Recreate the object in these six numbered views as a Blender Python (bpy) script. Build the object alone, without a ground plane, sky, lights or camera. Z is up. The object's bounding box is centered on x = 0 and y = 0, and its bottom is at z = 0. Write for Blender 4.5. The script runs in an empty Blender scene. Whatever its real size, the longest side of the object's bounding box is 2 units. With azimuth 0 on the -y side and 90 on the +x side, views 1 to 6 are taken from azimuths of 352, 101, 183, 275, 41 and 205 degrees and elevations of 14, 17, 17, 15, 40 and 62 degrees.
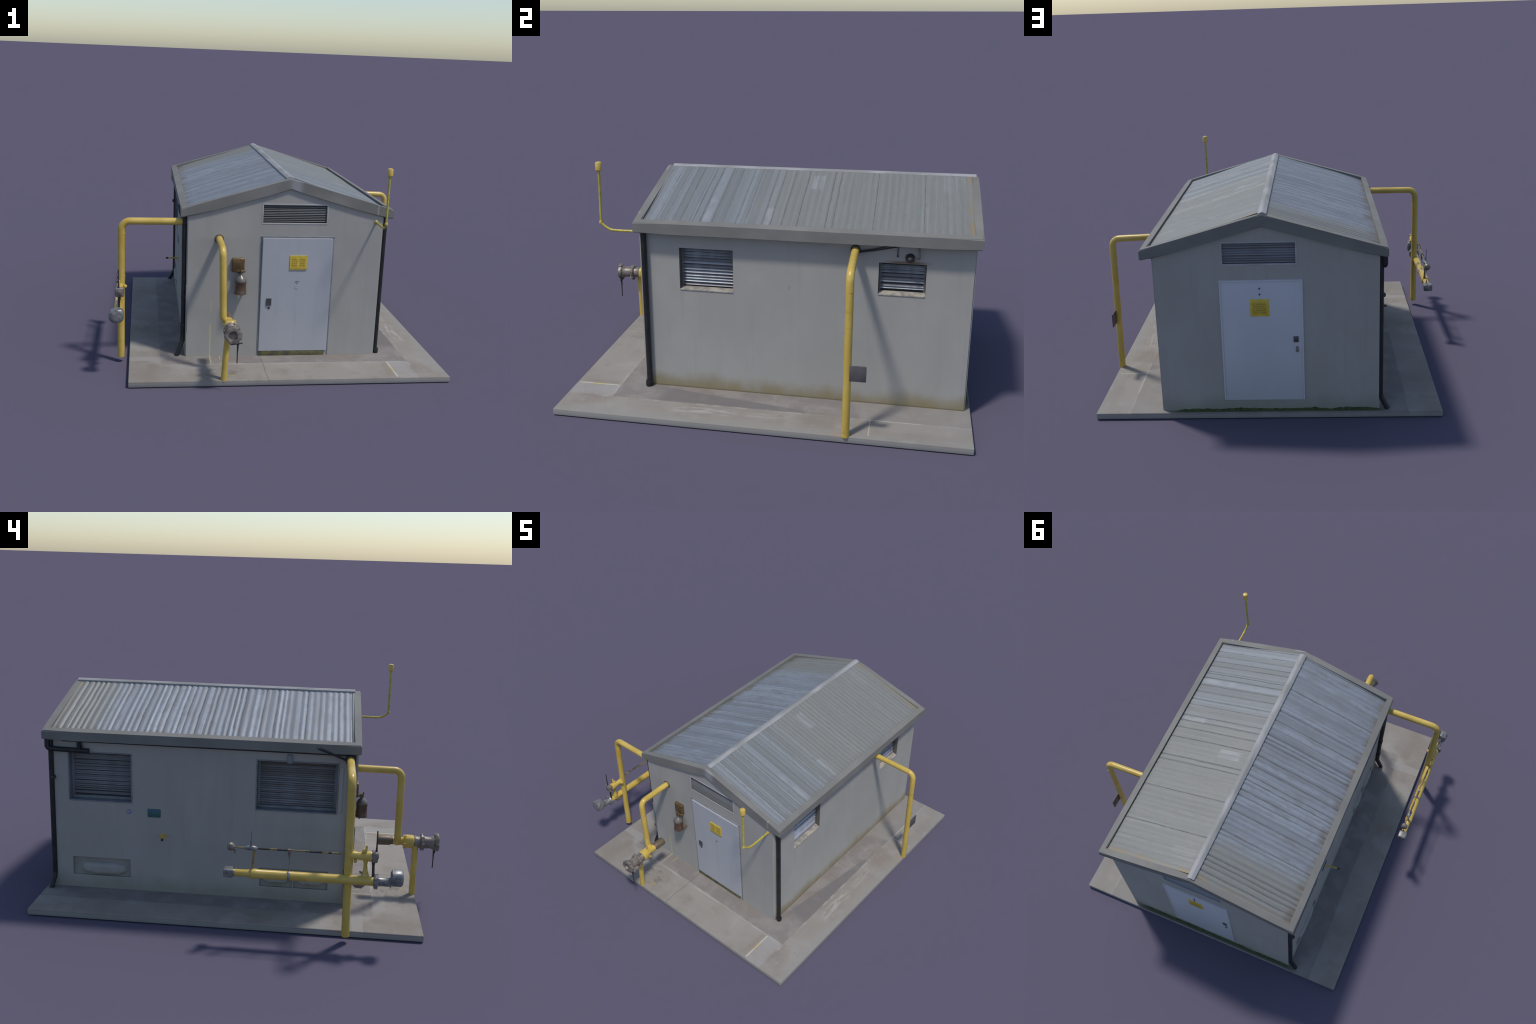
# Small gas-supply utility building: rendered walls, corrugated pitched roof,
# louvred vents, steel doors, yellow gas pipework, all on a concrete slab.
import bpy, bmesh, math, random
from mathutils import Vector, Matrix, noise as mnoise

random.seed(7)
V = Vector

# ------------------------------------------------------------------ dimensions
SLAB_X, SLAB_Y, SLAB_TOP = (-0.800, 0.892), (-0.890, 0.9995), 0.032
WX0, WX1, WY0, WY1 = -0.500, 0.564, -0.553, 0.9745          # wall faces
RX0, RX1, RY0, RY1 = -0.533, 0.616, -0.564, 0.994          # roof outline
RIDGE_X, RIDGE_Z, EAVE_W, EAVE_E, EAVE_BOT = 0.045, 1.0235, 0.855, 0.863, 0.814
FRAME = 0.035                                               # fascia board width


def roof_z(x):
    """Top line of the roof boards at x."""
    if x > RIDGE_X:
        return RIDGE_Z + (EAVE_E - RIDGE_Z) * (x - RIDGE_X) / (RX1 - RIDGE_X)
    return RIDGE_Z + (EAVE_W - RIDGE_Z) * (RIDGE_X - x) / (RIDGE_X - RX0)


# ------------------------------------------------------------------ node helper
class Mat:
    """Small wrapper that builds a Principled material from expressions."""

    def __init__(self, name, rough=0.8, metal=0.0, spec=0.3):
        self.m = bpy.data.materials.new(name)
        self.m.use_nodes = True
        self.t = self.m.node_tree
        self.b = self.t.nodes["Principled BSDF"]
        self.b.inputs["Roughness"].default_value = rough
        self.b.inputs["Metallic"].default_value = metal
        self.b.inputs["Specular IOR Level"].default_value = spec
        tc = self.t.nodes.new("ShaderNodeTexCoord")
        self.co = tc.outputs["Object"]
        s = self.t.nodes.new("ShaderNodeSeparateXYZ")
        self.t.links.new(self.co, s.inputs[0])
        self.x, self.y, self.z = s.outputs

    def put(self, sock, v):
        if hasattr(v, "is_output"):
            self.t.links.new(v, sock)
        elif isinstance(v, (tuple, list)):
            sock.default_value = (*v, 1) if len(sock.default_value) == 4 and len(v) == 3 else v
        else:
            sock.default_value = v

    def math(self, op, a, b=0.0, clamp=False):
        n = self.t.nodes.new("ShaderNodeMath")
        n.operation, n.use_clamp = op, clamp
        self.put(n.inputs[0], a)
        self.put(n.inputs[1], b)
        return n.outputs[0]

    def add(self, a, b): return self.math("ADD", a, b)
    def sub(self, a, b): return self.math("SUBTRACT", a, b)
    def mul(self, *v):
        r = v[0]
        for k in v[1:]:
            r = self.math("MULTIPLY", r, k)
        return r
    def maxi(self, *v):
        r = v[0]
        for k in v[1:]:
            r = self.math("MAXIMUM", r, k)
        return r

    def step(self, v, a, b):
        """Smooth 0..1 ramp as v goes from a to b (b may be below a)."""
        n = self.t.nodes.new("ShaderNodeMapRange")
        n.interpolation_type = "SMOOTHSTEP"
        if b < a:
            self.put(n.inputs[0], v)
            n.inputs[1].default_value, n.inputs[2].default_value = b, a
            n.inputs[3].default_value, n.inputs[4].default_value = 1, 0
        else:
            self.put(n.inputs[0], v)
            n.inputs[1].default_value, n.inputs[2].default_value = a, b
        return n.outputs[0]

    def band(self, v, a, b, s=0.004):
        return self.mul(self.step(v, a - s, a + s), self.step(v, b + s, b - s))

    def noise(self, scale=(1, 1, 1), detail=3.0, rough=0.55, seed=0.0):
        mp = self.t.nodes.new("ShaderNodeMapping")
        mp.inputs["Scale"].default_value = scale
        mp.inputs["Location"].default_value = (seed, seed * 1.7, seed * 0.6)
        self.t.links.new(self.co, mp.inputs[0])
        n = self.t.nodes.new("ShaderNodeTexNoise")
        n.inputs["Scale"].default_value = 1.0
        n.inputs["Detail"].default_value = detail
        n.inputs["Roughness"].default_value = rough
        self.t.links.new(mp.outputs[0], n.inputs["Vector"])
        return n.outputs[0]

    def white(self, v):
        n = self.t.nodes.new("ShaderNodeTexWhiteNoise")
        n.noise_dimensions = "1D"
        self.put(n.inputs["W"], v)
        return n.outputs["Value"]

    def mix(self, f, a, b):
        n = self.t.nodes.new("ShaderNodeMix")
        n.data_type = "RGBA"
        self.put(n.inputs[0], f)
        self.put(n.inputs[6], a)
        self.put(n.inputs[7], b)
        return n.outputs[2]

    def facing(self, axis, lo, hi):
        g = self.t.nodes.new("ShaderNodeNewGeometry")
        s = self.t.nodes.new("ShaderNodeSeparateXYZ")
        self.t.links.new(g.outputs["Normal"], s.inputs[0])
        return self.step(s.outputs[axis], lo, hi)

    def bump(self, h, strength=0.3, dist=0.002):
        n = self.t.nodes.new("ShaderNodeBump")
        n.inputs["Strength"].default_value, n.inputs["Distance"].default_value = strength, dist
        self.put(n.inputs["Height"], h)
        self.t.links.new(n.outputs[0], self.b.inputs["Normal"])

    def done(self, col, rough=None):
        self.put(self.b.inputs["Base Color"], col)
        if rough is not None:
            self.put(self.b.inputs["Roughness"], rough)
        return self.m


# ------------------------------------------------------------------ materials
def mat_wall():
    m = Mat("painted_render", 0.85, spec=0.2)
    base = m.mix(m.step(m.noise((5, 5, 3), 4), 0.35, 0.7), (0.345, 0.331, 0.305), (0.372, 0.358, 0.332))
    streak = m.step(m.noise((26, 26, 1.6), 3, seed=3), 0.52, 0.78)
    base = m.mix(m.mul(streak, 0.30), base, (0.285, 0.275, 0.255))
    patch = m.step(m.noise((7, 7, 9), 3, seed=9), 0.6, 0.75)
    base = m.mix(m.mul(patch, 0.4), base, (0.375, 0.330, 0.290))
    # damp, yellow-brown algae along the foot of the sunny long wall
    east = m.mul(m.step(m.x, 0.55, 0.562), m.facing(0, 0.5, 0.9))
    zz = m.add(m.z, m.mul(m.sub(m.noise((9, 9, 5), 3, seed=5), 0.5), 0.12))
    foot = m.mul(m.step(zz, 0.125, 0.03), east)
    base = m.mix(m.mul(foot, 0.88), base, (0.245, 0.200, 0.108))
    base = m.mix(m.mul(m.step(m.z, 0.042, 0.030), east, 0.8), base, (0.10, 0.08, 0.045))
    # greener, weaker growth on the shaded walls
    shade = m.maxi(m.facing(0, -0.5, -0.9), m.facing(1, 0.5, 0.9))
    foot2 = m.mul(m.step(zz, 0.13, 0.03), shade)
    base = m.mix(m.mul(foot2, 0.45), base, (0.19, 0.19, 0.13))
    # a line of old yellow paint running down the entrance wall
    south = m.facing(1, -0.5, -0.9)
    line = m.mul(m.band(m.x, -0.367, -0.361, 0.0015), m.band(m.z, 0.02, 0.215, 0.01), south)
    blob = m.mul(m.band(m.x, -0.366, -0.361, 0.003), m.band(m.z, 0.29, 0.345, 0.01), south)
    base = m.mix(m.mul(m.maxi(line, m.mul(blob, 0.6)), 0.75), base, (0.55, 0.52, 0.24))
    dirt = m.mul(m.step(m.noise((18, 18, 14), 4, seed=21), 0.68, 0.76), 0.35)
    base = m.mix(dirt, base, (0.22, 0.21, 0.19))
    # rust above and below the metal vents
    rust = m.mul(east, m.band(m.z, 0.722, 0.734, 0.006), m.band(m.y, 0.60, 0.76, 0.04))
    base = m.mix(m.mul(rust, 0.8), base, (0.16, 0.095, 0.04))
    m.bump(m.noise((150, 150, 150), 3), 0.15, 0.001)
    return m.done(base)


def mat_slab():
    m = Mat("weathered_concrete", 0.9, spec=0.2)
    wob = m.mul(m.sub(m.noise((9, 9, 1), 3, seed=2), 0.5), 0.025)
    x, y = m.add(m.x, wob), m.add(m.y, wob)
    n1 = m.noise((4.5, 4.5, 1), 4, seed=1)
    n2 = m.noise((11, 11, 1), 4, seed=7)
    out = m.mix(m.step(n1, 0.35, 0.68), (0.246, 0.221, 0.193), (0.274, 0.255, 0.229))
    out = m.mix(m.mul(m.step(n2, 0.55, 0.72), 0.5), out, (0.205, 0.178, 0.152))
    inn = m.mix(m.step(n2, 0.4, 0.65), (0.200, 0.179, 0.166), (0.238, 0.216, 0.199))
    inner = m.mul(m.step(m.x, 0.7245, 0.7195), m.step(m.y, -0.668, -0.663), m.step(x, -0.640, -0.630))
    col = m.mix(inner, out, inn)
    # broad damp and rust-brown blotches, pale dusty patches and brushed streaks
    col = m.mix(m.mul(m.step(m.noise((3.2, 3.2, 1), 5, seed=33), 0.50, 0.66), 0.55), col, (0.205, 0.172, 0.143))
    col = m.mix(m.mul(m.step(m.noise((6, 6, 1), 5, seed=41), 0.56, 0.70), 0.5), col, (0.315, 0.298, 0.278))
    col = m.mix(m.mul(m.step(m.noise((70, 9, 1), 3, seed=45), 0.55, 0.75), m.step(m.x, 0.56, 0.62), 0.35), col, (0.315, 0.305, 0.285))
    col = m.mix(m.mul(m.step(m.noise((9, 60, 1), 3, seed=47), 0.55, 0.75), m.step(m.y, -0.55, -0.60), 0.30), col, (0.30, 0.275, 0.25))
    # outer strips: cooler along the long sides
    col = m.mix(m.mul(m.step(m.x, 0.80, 0.88), 0.5), col, (0.265, 0.258, 0.240))
    # dark wedge beside the long wall
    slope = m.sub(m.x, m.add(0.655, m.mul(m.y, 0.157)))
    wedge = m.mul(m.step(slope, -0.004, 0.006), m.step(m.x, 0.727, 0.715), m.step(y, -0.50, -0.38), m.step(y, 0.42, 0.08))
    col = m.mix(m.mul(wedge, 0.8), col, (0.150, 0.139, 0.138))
    # scuffed lime
    sc = m.noise((60, 14, 1), 4, seed=12)
    scuff = m.mul(m.band(x, 0.757, 0.806, 0.012), m.maxi(m.band(y, -0.36, -0.06, 0.04), m.mul(m.band(y, 0.0, 0.24, 0.04), 0.6)), m.step(sc, 0.42, 0.66))
    col = m.mix(m.mul(scuff, 0.8), col, (0.355, 0.34, 0.315))
    lime = m.mul(m.band(m.x, 0.719, 0.731, 0.004), m.step(m.y, -0.74, -0.70), m.step(m.noise((5, 13, 1), 2, seed=4), 0.42, 0.6))
    col = m.mix(m.mul(lime, 0.35), col, (0.42, 0.41, 0.40))
    lime2 = m.mul(m.band(m.y, -0.676, -0.667, 0.004), m.step(m.noise((9, 5, 1), 2, seed=6), 0.40, 0.6), m.step(m.x, -0.5, -0.2), m.step(m.x, 0.72, 0.66))
    col = m.mix(m.mul(lime2, 0.45), col, (0.44, 0.42, 0.39))
    pale = m.mul(m.band(m.x, 0.615, 0.72, 0.006), m.step(m.y, -0.664, -0.668), m.step(n1, 0.25, 0.55))
    col = m.mix(m.mul(pale, 0.55), col, (0.31, 0.30, 0.288))
    # worn painted threshold strip
    strip_y = m.band(m.y, -0.870, -0.682, 0.006)
    col = m.mix(m.mul(m.band(m.x, 0.570, 0.594, 0.004), strip_y, 0.6), col, (0.235, 0.195, 0.150))
    paint = m.mul(m.band(m.x, 0.6035, 0.6125, 0.002), m.band(m.y, -0.877, -0.674, 0.003))
    tone = m.step(m.noise((1, 17, 1), 1, seed=8), 0.42, 0.56)
    col = m.mix(m.mul(paint, 0.9), col, m.mix(tone, (0.50, 0.39, 0.13), (0.46, 0.43, 0.36)))
    # joints and hairline cracks
    col = m.mix(m.mul(m.band(x, -0.0895, -0.0855, 0.002), m.step(m.y, -0.53, -0.535), 0.7), col, (0.12, 0.105, 0.09))
    col = m.mix(m.mul(m.band(y, -0.667, -0.664, 0.002), m.step(m.x, 0.72, 0.70), m.step(m.x, -0.45, -0.40), 0.35), col, (0.46, 0.43, 0.38))
    # repair patch by the pipe on the long side
    north = m.mul(m.step(m.y, 0.504, 0.510), m.step(m.x, 0.50, 0.55), 0.55)
    col = m.mix(m.mul(north, m.step(m.x, 0.88, 0.70)), col, (0.260, 0.243, 0.222))
    col = m.mix(m.mul(m.band(m.y, 0.5515, 0.5555, 0.0015), m.band(m.x, 0.72, 0.870, 0.003), 0.8), col, (0.50, 0.43, 0.33))
    col = m.mix(m.mul(m.band(m.y, 0.500, 0.504, 0.0015), m.band(m.x, 0.735, 0.880, 0.003), 0.6), col, (0.33, 0.25, 0.12))
    col = m.mix(m.mul(m.band(m.x, 0.724, 0.730, 0.003), m.band(m.y, 0.557, 0.78, 0.02), 0.6), col, (0.42, 0.41, 0.38))
    col = m.mix(m.mul(m.band(m.x, 0.845, 0.95, 0.01), m.band(m.y, 0.40, 0.47, 0.02), 0.4), col, (0.30, 0.22, 0.15))
    # pale cross band in the corner on the pipe side
    col = m.mix(m.mul(m.band(y, -0.612, -0.556, 0.004), m.step(x, -0.58, -0.64), 0.7), col, (0.30, 0.285, 0.268))
    # oil and paint drips under the front pipe
    spill = m.mul(m.band(m.x, -0.40, -0.21, 0.04), m.band(m.y, -0.86, -0.70, 0.04), m.step(m.noise((14, 30, 1), 4, seed=15), 0.47, 0.66))
    col = m.mix(m.mul(spill, 0.7), col, (0.14, 0.125, 0.105))
    yel = m.mul(m.band(m.x, -0.30, -0.24, 0.02), m.band(m.y, -0.845, -0.815, 0.01), m.step(m.noise((40, 40, 1), 2, seed=16), 0.5, 0.6))
    col = m.mix(m.mul(yel, 0.6), col, (0.36, 0.28, 0.07))
    rect = m.maxi(m.mul(m.band(m.x, -0.366, -0.361, 0.0015), m.band(m.y, -0.66, -0.53, 0.004)),
                  m.mul(m.band(m.x, -0.312, -0.308, 0.0015), m.band(m.y, -0.60, -0.545, 0.004)))
    col = m.mix(m.mul(rect, 0.7), col, (0.48, 0.46, 0.24))
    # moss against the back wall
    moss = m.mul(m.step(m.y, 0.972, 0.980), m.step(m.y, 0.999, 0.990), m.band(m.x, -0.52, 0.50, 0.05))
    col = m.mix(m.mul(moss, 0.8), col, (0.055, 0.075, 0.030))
    # edge of the slab
    col = m.mix(m.mul(m.step(m.z, 0.027, 0.021), 0.6), col, (0.30, 0.295, 0.285))
    m.bump(m.noise((90, 90, 90), 4), 0.2, 0.0015)
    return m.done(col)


def mat_fascia():
    m = Mat("painted_fascia", 0.75, spec=0.3)
    c = m.mix(m.step(m.noise((4, 4, 6), 4, seed=2), 0.35, 0.7), (0.175, 0.171, 0.156), (0.212, 0.206, 0.188))
    c = m.mix(m.mul(m.step(m.noise((14, 14, 20), 4, seed=6), 0.6, 0.75), 0.35), c, (0.17, 0.155, 0.135))
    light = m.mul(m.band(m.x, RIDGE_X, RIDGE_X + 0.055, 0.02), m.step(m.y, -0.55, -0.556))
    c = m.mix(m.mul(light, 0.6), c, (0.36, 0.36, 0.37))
    c = m.mix(m.mul(m.band(m.x, 0.522, 0.531, 0.002), m.step(m.y, -0.55, -0.556), 0.55), c, (0.36, 0.35, 0.30))
    m.bump(m.noise((40, 40, 40), 3), 0.15, 0.002)
    return m.done(c)


def mat_ridge():
    m = Mat("zinc_ridge", 0.65, 0.0, 0.3)
    c = m.mix(m.step(m.noise((20, 5, 20), 3), 0.38, 0.62), (0.24, 0.24, 0.23), (0.325, 0.32, 0.32))
    return m.done(c)


def mat_roof(name, west):
    m = Mat(name, 0.55, 0.15, 0.35)
    pitch = 0.0315
    idx = m.math("FLOOR", m.math("DIVIDE", m.add(m.y, 2.0), pitch / (1 if west else 0.9)))
    tone = m.white(idx)
    fine = m.noise((1.5, 150, 1.5), 2, seed=4)
    blotch = m.noise((9, 26, 4), 4, seed=11)
    wob = m.mul(m.sub(m.noise((5, 34, 5), 3, seed=5), 0.5), 0.22)
    grey = m.mix(m.step(fine, 0.3, 0.7), (0.198, 0.200, 0.185), (0.228, 0.230, 0.214))
    grey = m.mix(m.mul(m.step(blotch, 0.5, 0.75), 0.4), grey, (0.242, 0.228, 0.21))
    if west:
        blue = m.mix(tone, (0.184, 0.200, 0.222), (0.250, 0.277, 0.311))
        blue = m.mix(m.mul(m.step(blotch, 0.46, 0.68), 0.7), blue, (0.180, 0.186, 0.198))
        blue = m.mix(m.mul(m.step(fine, 0.48, 0.72), 0.35), blue, (0.315, 0.335, 0.365))
        c = m.mix(m.step(m.add(m.y, wob), 0.80, 0.655), grey, blue)
        c = m.mix(m.mul(m.step(m.noise((38, 75, 38), 4, seed=52), 0.50, 0.68), 0.38), c, (0.175, 0.178, 0.188))
        c = m.mix(m.mul(m.step(m.noise((14, 20, 14), 4, seed=57), 0.58, 0.72), 0.45), c, (0.205, 0.185, 0.175))
        edge = m.mul(m.step(m.x, -0.435, -0.485), m.step(m.noise((5, 9, 5), 3, seed=8), 0.45, 0.65))
        c = m.mix(m.mul(edge, 0.7), c, (0.15, 0.125, 0.10))
        spots = m.mul(m.step(m.x, -0.470, -0.486), m.step(m.noise((3, 22, 3), 1, seed=18), 0.62, 0.70))
        c = m.mix(m.mul(spots, 0.8), c, (0.21, 0.15, 0.095))
    else:
        blue = m.mix(tone, (0.165, 0.170, 0.168), (0.250, 0.272, 0.295))
        zone = m.step(m.add(m.y, wob), 0.14, -0.16)
        c = m.mix(m.mul(zone, 0.9), grey, blue)
        worn = m.mul(m.step(m.noise((3, 40, 3), 2, seed=31), 0.58, 0.7), 0.3)
        c = m.mix(worn, c, (0.255, 0.258, 0.252))
        c = m.mix(m.mul(m.step(m.noise((34, 70, 34), 4, seed=61), 0.52, 0.70), 0.30), c, (0.165, 0.163, 0.152))
        bright = m.maxi(m.mul(m.band(m.x, 0.420, 0.560, 0.012), m.band(m.y, 0.032, 0.060, 0.002)),
                        m.mul(m.band(m.x, 0.105, 0.235, 0.012), m.maxi(m.band(m.y, 0.206, 0.230, 0.002), m.band(m.y, 0.238, 0.262, 0.002))),
                        m.mul(m.band(m.x, 0.36, 0.55, 0.03), m.band(m.y, -0.255, -0.222, 0.003), 0.7),
                        m.mul(m.band(m.x, 0.07, 0.22, 0.02), m.band(m.y, 0.78, 0.945, 0.01), m.step(m.noise((1, 60, 1), 1, seed=3), 0.5, 0.58), 0.3),
                        m.mul(m.band(m.x, 0.36, 0.58, 0.05), m.band(m.y, 0.70, 0.79, 0.01), m.step(fine, 0.45, 0.6), 0.4))
        c = m.mix(m.mul(bright, m.step(blotch, 0.3, 0.6), 0.55), c, (0.345, 0.345, 0.35))
        green = m.mul(m.band(m.x, 0.39, 0.41, 0.01), m.band(m.y, 0.712, 0.73, 0.006))
        c = m.mix(m.mul(green, 0.5), c, (0.17, 0.27, 0.18))
    rust = m.mul(m.step(m.add(m.y, m.mul(wob, 0.1)), 0.925, 0.955), m.step(m.noise((9, 9, 9), 3, seed=14), 0.40, 0.6))
    c = m.mix(m.mul(rust, 0.7), c, (0.27, 0.205, 0.11))
    return m.done(c)


def mat_yellow(name="yellow_gas_paint", metalspots=0.5):
    m = Mat(name, 0.32, spec=0.5)
    c = m.mix(m.step(m.noise((9, 9, 7), 4, seed=1), 0.35, 0.7), (0.530, 0.372, 0.075), (0.620, 0.445, 0.105))
    c = m.mix(m.mul(m.step(m.noise((16, 16, 9), 4, seed=6), 0.52, 0.72), 0.55), c, (0.49, 0.305, 0.05))
    c = m.mix(m.mul(m.step(m.noise((25, 25, 25), 4, seed=9), 0.62, 0.72), metalspots), c, (0.30, 0.29, 0.06))
    scab = m.step(m.noise((70, 70, 50), 3, seed=19), 0.70, 0.74)
    c = m.mix(m.mul(scab, 0.6), c, (0.20, 0.13, 0.07))
    return m.done(c)


def mat_plain(name, col, rough=0.6, metal=0.0, spec=0.4, col2=None, scale=20):
    m = Mat(name, rough, metal, spec)
    if col2 is None:
        col2 = tuple(c * 0.75 for c in col)
    return m.done(m.mix(m.step(m.noise((scale, scale, scale), 4), 0.38, 0.66), col, col2))


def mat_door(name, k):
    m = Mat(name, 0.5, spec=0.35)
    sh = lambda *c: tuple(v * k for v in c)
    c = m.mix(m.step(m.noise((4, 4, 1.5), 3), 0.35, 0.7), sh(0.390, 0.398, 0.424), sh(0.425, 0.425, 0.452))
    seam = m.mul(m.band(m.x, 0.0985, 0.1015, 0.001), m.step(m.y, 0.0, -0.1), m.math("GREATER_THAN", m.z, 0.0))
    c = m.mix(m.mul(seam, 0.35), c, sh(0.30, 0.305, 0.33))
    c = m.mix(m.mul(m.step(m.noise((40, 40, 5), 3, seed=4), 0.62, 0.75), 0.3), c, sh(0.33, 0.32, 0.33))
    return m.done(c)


def mat_sign(two_columns):
    m = Mat("warning_sign_two_columns" if two_columns else "warning_sign", 0.45, spec=0.4)
    c = m.mix(m.step(m.noise((30, 30, 30), 2), 0.4, 0.6), (0.60, 0.43, 0.045), (0.68, 0.49, 0.07))
    rows = m.step(m.math("FRACT", m.mul(m.z, 95.0)), 0.30, 0.50)
    words = m.step(m.noise((190, 1, 95), 1, seed=3), 0.36, 0.5)
    if two_columns:
        cols = m.maxi(m.band(m.x, 0.064, 0.095, 0.002), m.band(m.x, 0.108, 0.140, 0.002))
        area = m.mul(cols, m.band(m.z, 0.543, 0.594, 0.003))
        rim = m.mul(m.step(m.z, 0.5385, 0.5365), 0.7)
        c = m.mix(rim, c, (0.25, 0.20, 0.05))
    else:
        area = m.mul(m.band(m.x, 0.036, 0.101, 0.003), m.band(m.z, 0.536, 0.596, 0.003))
    c = m.mix(m.mul(area, rows, words, 0.65), c, (0.25, 0.18, 0.03))
    c = m.mix(m.mul(area, 0.35), c, (0.36, 0.25, 0.04))
    return m.done(c)


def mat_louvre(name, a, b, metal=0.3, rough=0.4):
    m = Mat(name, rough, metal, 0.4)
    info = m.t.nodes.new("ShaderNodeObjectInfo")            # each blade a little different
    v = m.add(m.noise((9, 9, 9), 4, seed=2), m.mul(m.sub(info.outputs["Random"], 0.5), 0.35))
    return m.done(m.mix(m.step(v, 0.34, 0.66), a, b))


MAT = dict(
    wall=mat_wall(), slab=mat_slab(), fascia=mat_fascia(), ridge=mat_ridge(),
    roof_w=mat_roof("corrugated_sheet_blue", True), roof_e=mat_roof("corrugated_sheet_grey", False),
    seam=mat_plain("sheet_seam", (0.125, 0.125, 0.12), 0.7, col2=(0.175, 0.175, 0.168), scale=26),
    yellow=mat_yellow(), yellow_old=mat_yellow("yellow_chipped_paint", 0.9), door=mat_door("pale_door_paint", 1.0), door_back=mat_door("door_paint_lightened_for_shade", 1.28),  # back door: same paint scaled up to reach its brightness in shade
    sign2=mat_sign(True), sign1=mat_sign(False),
    black=mat_plain("black_plastic", (0.014, 0.015, 0.017), 0.45, col2=(0.022, 0.023, 0.025)),
    soffit=mat_plain("dark_soffit", (0.05, 0.05, 0.05), 0.9),  # near-black base colour carries the gloom under the roof overhang
    steel=mat_plain("galvanised_steel", (0.25, 0.248, 0.25), 0.40, 0.3, 0.5, (0.135, 0.13, 0.128), 45),
    iron=mat_plain("rusty_iron", (0.17, 0.140, 0.118), 0.45, 0.25, 0.5, (0.245, 0.215, 0.19), 45),
    rust=mat_plain("rusty_sleeve", (0.165, 0.115, 0.065), 0.5, 0.2, 0.4, (0.115, 0.10, 0.085), 45),
    bronze=mat_plain("bronze_casing", (0.19, 0.125, 0.055), 0.30, 0.45, 0.5, (0.13, 0.085, 0.04), 30),
    bottle=mat_plain("dull_red_bottle", (0.105, 0.060, 0.040), 0.30, 0.25, 0.5, (0.125, 0.085, 0.055), 25),
    bottle_top=mat_plain("bare_metal_dome", (0.17, 0.16, 0.145), 0.35, 0.25, 0.5, (0.13, 0.115, 0.10), 30),
    louvre_e=mat_louvre("bright_louvre", (0.47, 0.49, 0.535), (0.24, 0.235, 0.255)),  # slats brightened to show direct sun despite the recess shadow
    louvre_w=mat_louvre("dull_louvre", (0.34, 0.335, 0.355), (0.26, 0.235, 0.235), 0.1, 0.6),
    louvre_n=mat_louvre("back_louvre", (0.31, 0.31, 0.335), (0.25, 0.235, 0.25), 0.1, 0.6),  # lightened because these blades rendered nearly black on the unlit side
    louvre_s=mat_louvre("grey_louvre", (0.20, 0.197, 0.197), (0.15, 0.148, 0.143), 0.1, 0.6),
    vent_frame=mat_plain("vent_frame_grey", (0.22, 0.235, 0.255), 0.6, 0.1, col2=(0.18, 0.185, 0.19)),
    vent_pale=mat_plain("vent_frame_pale", (0.42, 0.41, 0.415), 0.6, 0.0, col2=(0.35, 0.34, 0.335)),
    vent_dark=mat_plain("vent_frame_dark", (0.13, 0.125, 0.115), 0.6, 0.1, col2=(0.17, 0.165, 0.155)),
    sill=mat_plain("bare_metal_sill", (0.44, 0.40, 0.34), 0.4, 0.1, 0.5, (0.27, 0.25, 0.225), 40),
    void=mat_plain("vent_interior", (0.085, 0.080, 0.083), 0.9),
    dark=mat_plain("dark_metal", (0.055, 0.05, 0.048), 0.5, 0.3),
    plate=mat_plain("primer_plate", (0.115, 0.100, 0.105), 0.55, 0.1, col2=(0.095, 0.085, 0.09)),
    moss=mat_plain("moss", (0.070, 0.095, 0.035), 0.95, 0, 0.1, (0.04, 0.05, 0.025), 60),
    infill=mat_plain("cement_infill", (0.345, 0.332, 0.306), 0.9, 0, 0.1, (0.32, 0.305, 0.28), 12),
    recess=mat_plain("render_darkened_for_recess", (0.265, 0.252, 0.225), 0.9, 0, 0.1, (0.30, 0.288, 0.262), 14),  # toned down from the wall for occlusion around the plugs
    threshold=mat_plain("mossy_threshold", (0.15, 0.135, 0.06), 0.9, 0, 0.1, (0.085, 0.085, 0.065), 25),
    lock=mat_plain("lock_metal", (0.10, 0.10, 0.105), 0.4, 0.3),
    line_paint=mat_plain("flaking_line_paint", (0.30, 0.22, 0.07), 0.45, 0.1, 0.4, (0.10, 0.08, 0.06), 38),
    mast=mat_plain("olive_yellow_paint", (0.52, 0.42, 0.07), 0.4, 0, 0.5, (0.36, 0.31, 0.045), 55),
    red=mat_plain("faded_red_print", (0.30, 0.16, 0.21), 0.6),
    disc=mat_plain("faded_grey_print", (0.33, 0.33, 0.36), 0.6, col2=(0.47, 0.47, 0.50), scale=90),
    teal=mat_plain("teal_plate", (0.045, 0.135, 0.135), 0.5, col2=(0.035, 0.105, 0.10), scale=60),
    navy=mat_plain("plate_header", (0.075, 0.12, 0.20), 0.5),
    violet=mat_plain("blue_round_sticker", (0.20, 0.215, 0.36), 0.4, col2=(0.16, 0.17, 0.30)),
    pale=mat_plain("white_print", (0.50, 0.56, 0.68), 0.4),
)

# ------------------------------------------------------------------ mesh helpers
ROOT = bpy.data.objects.new("utility_building", None)
bpy.context.scene.collection.objects.link(ROOT)
ROOT["label"] = "grey gas utility building with yellow pipes on concrete slab"
ROOT["category"] = "utility building"


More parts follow.
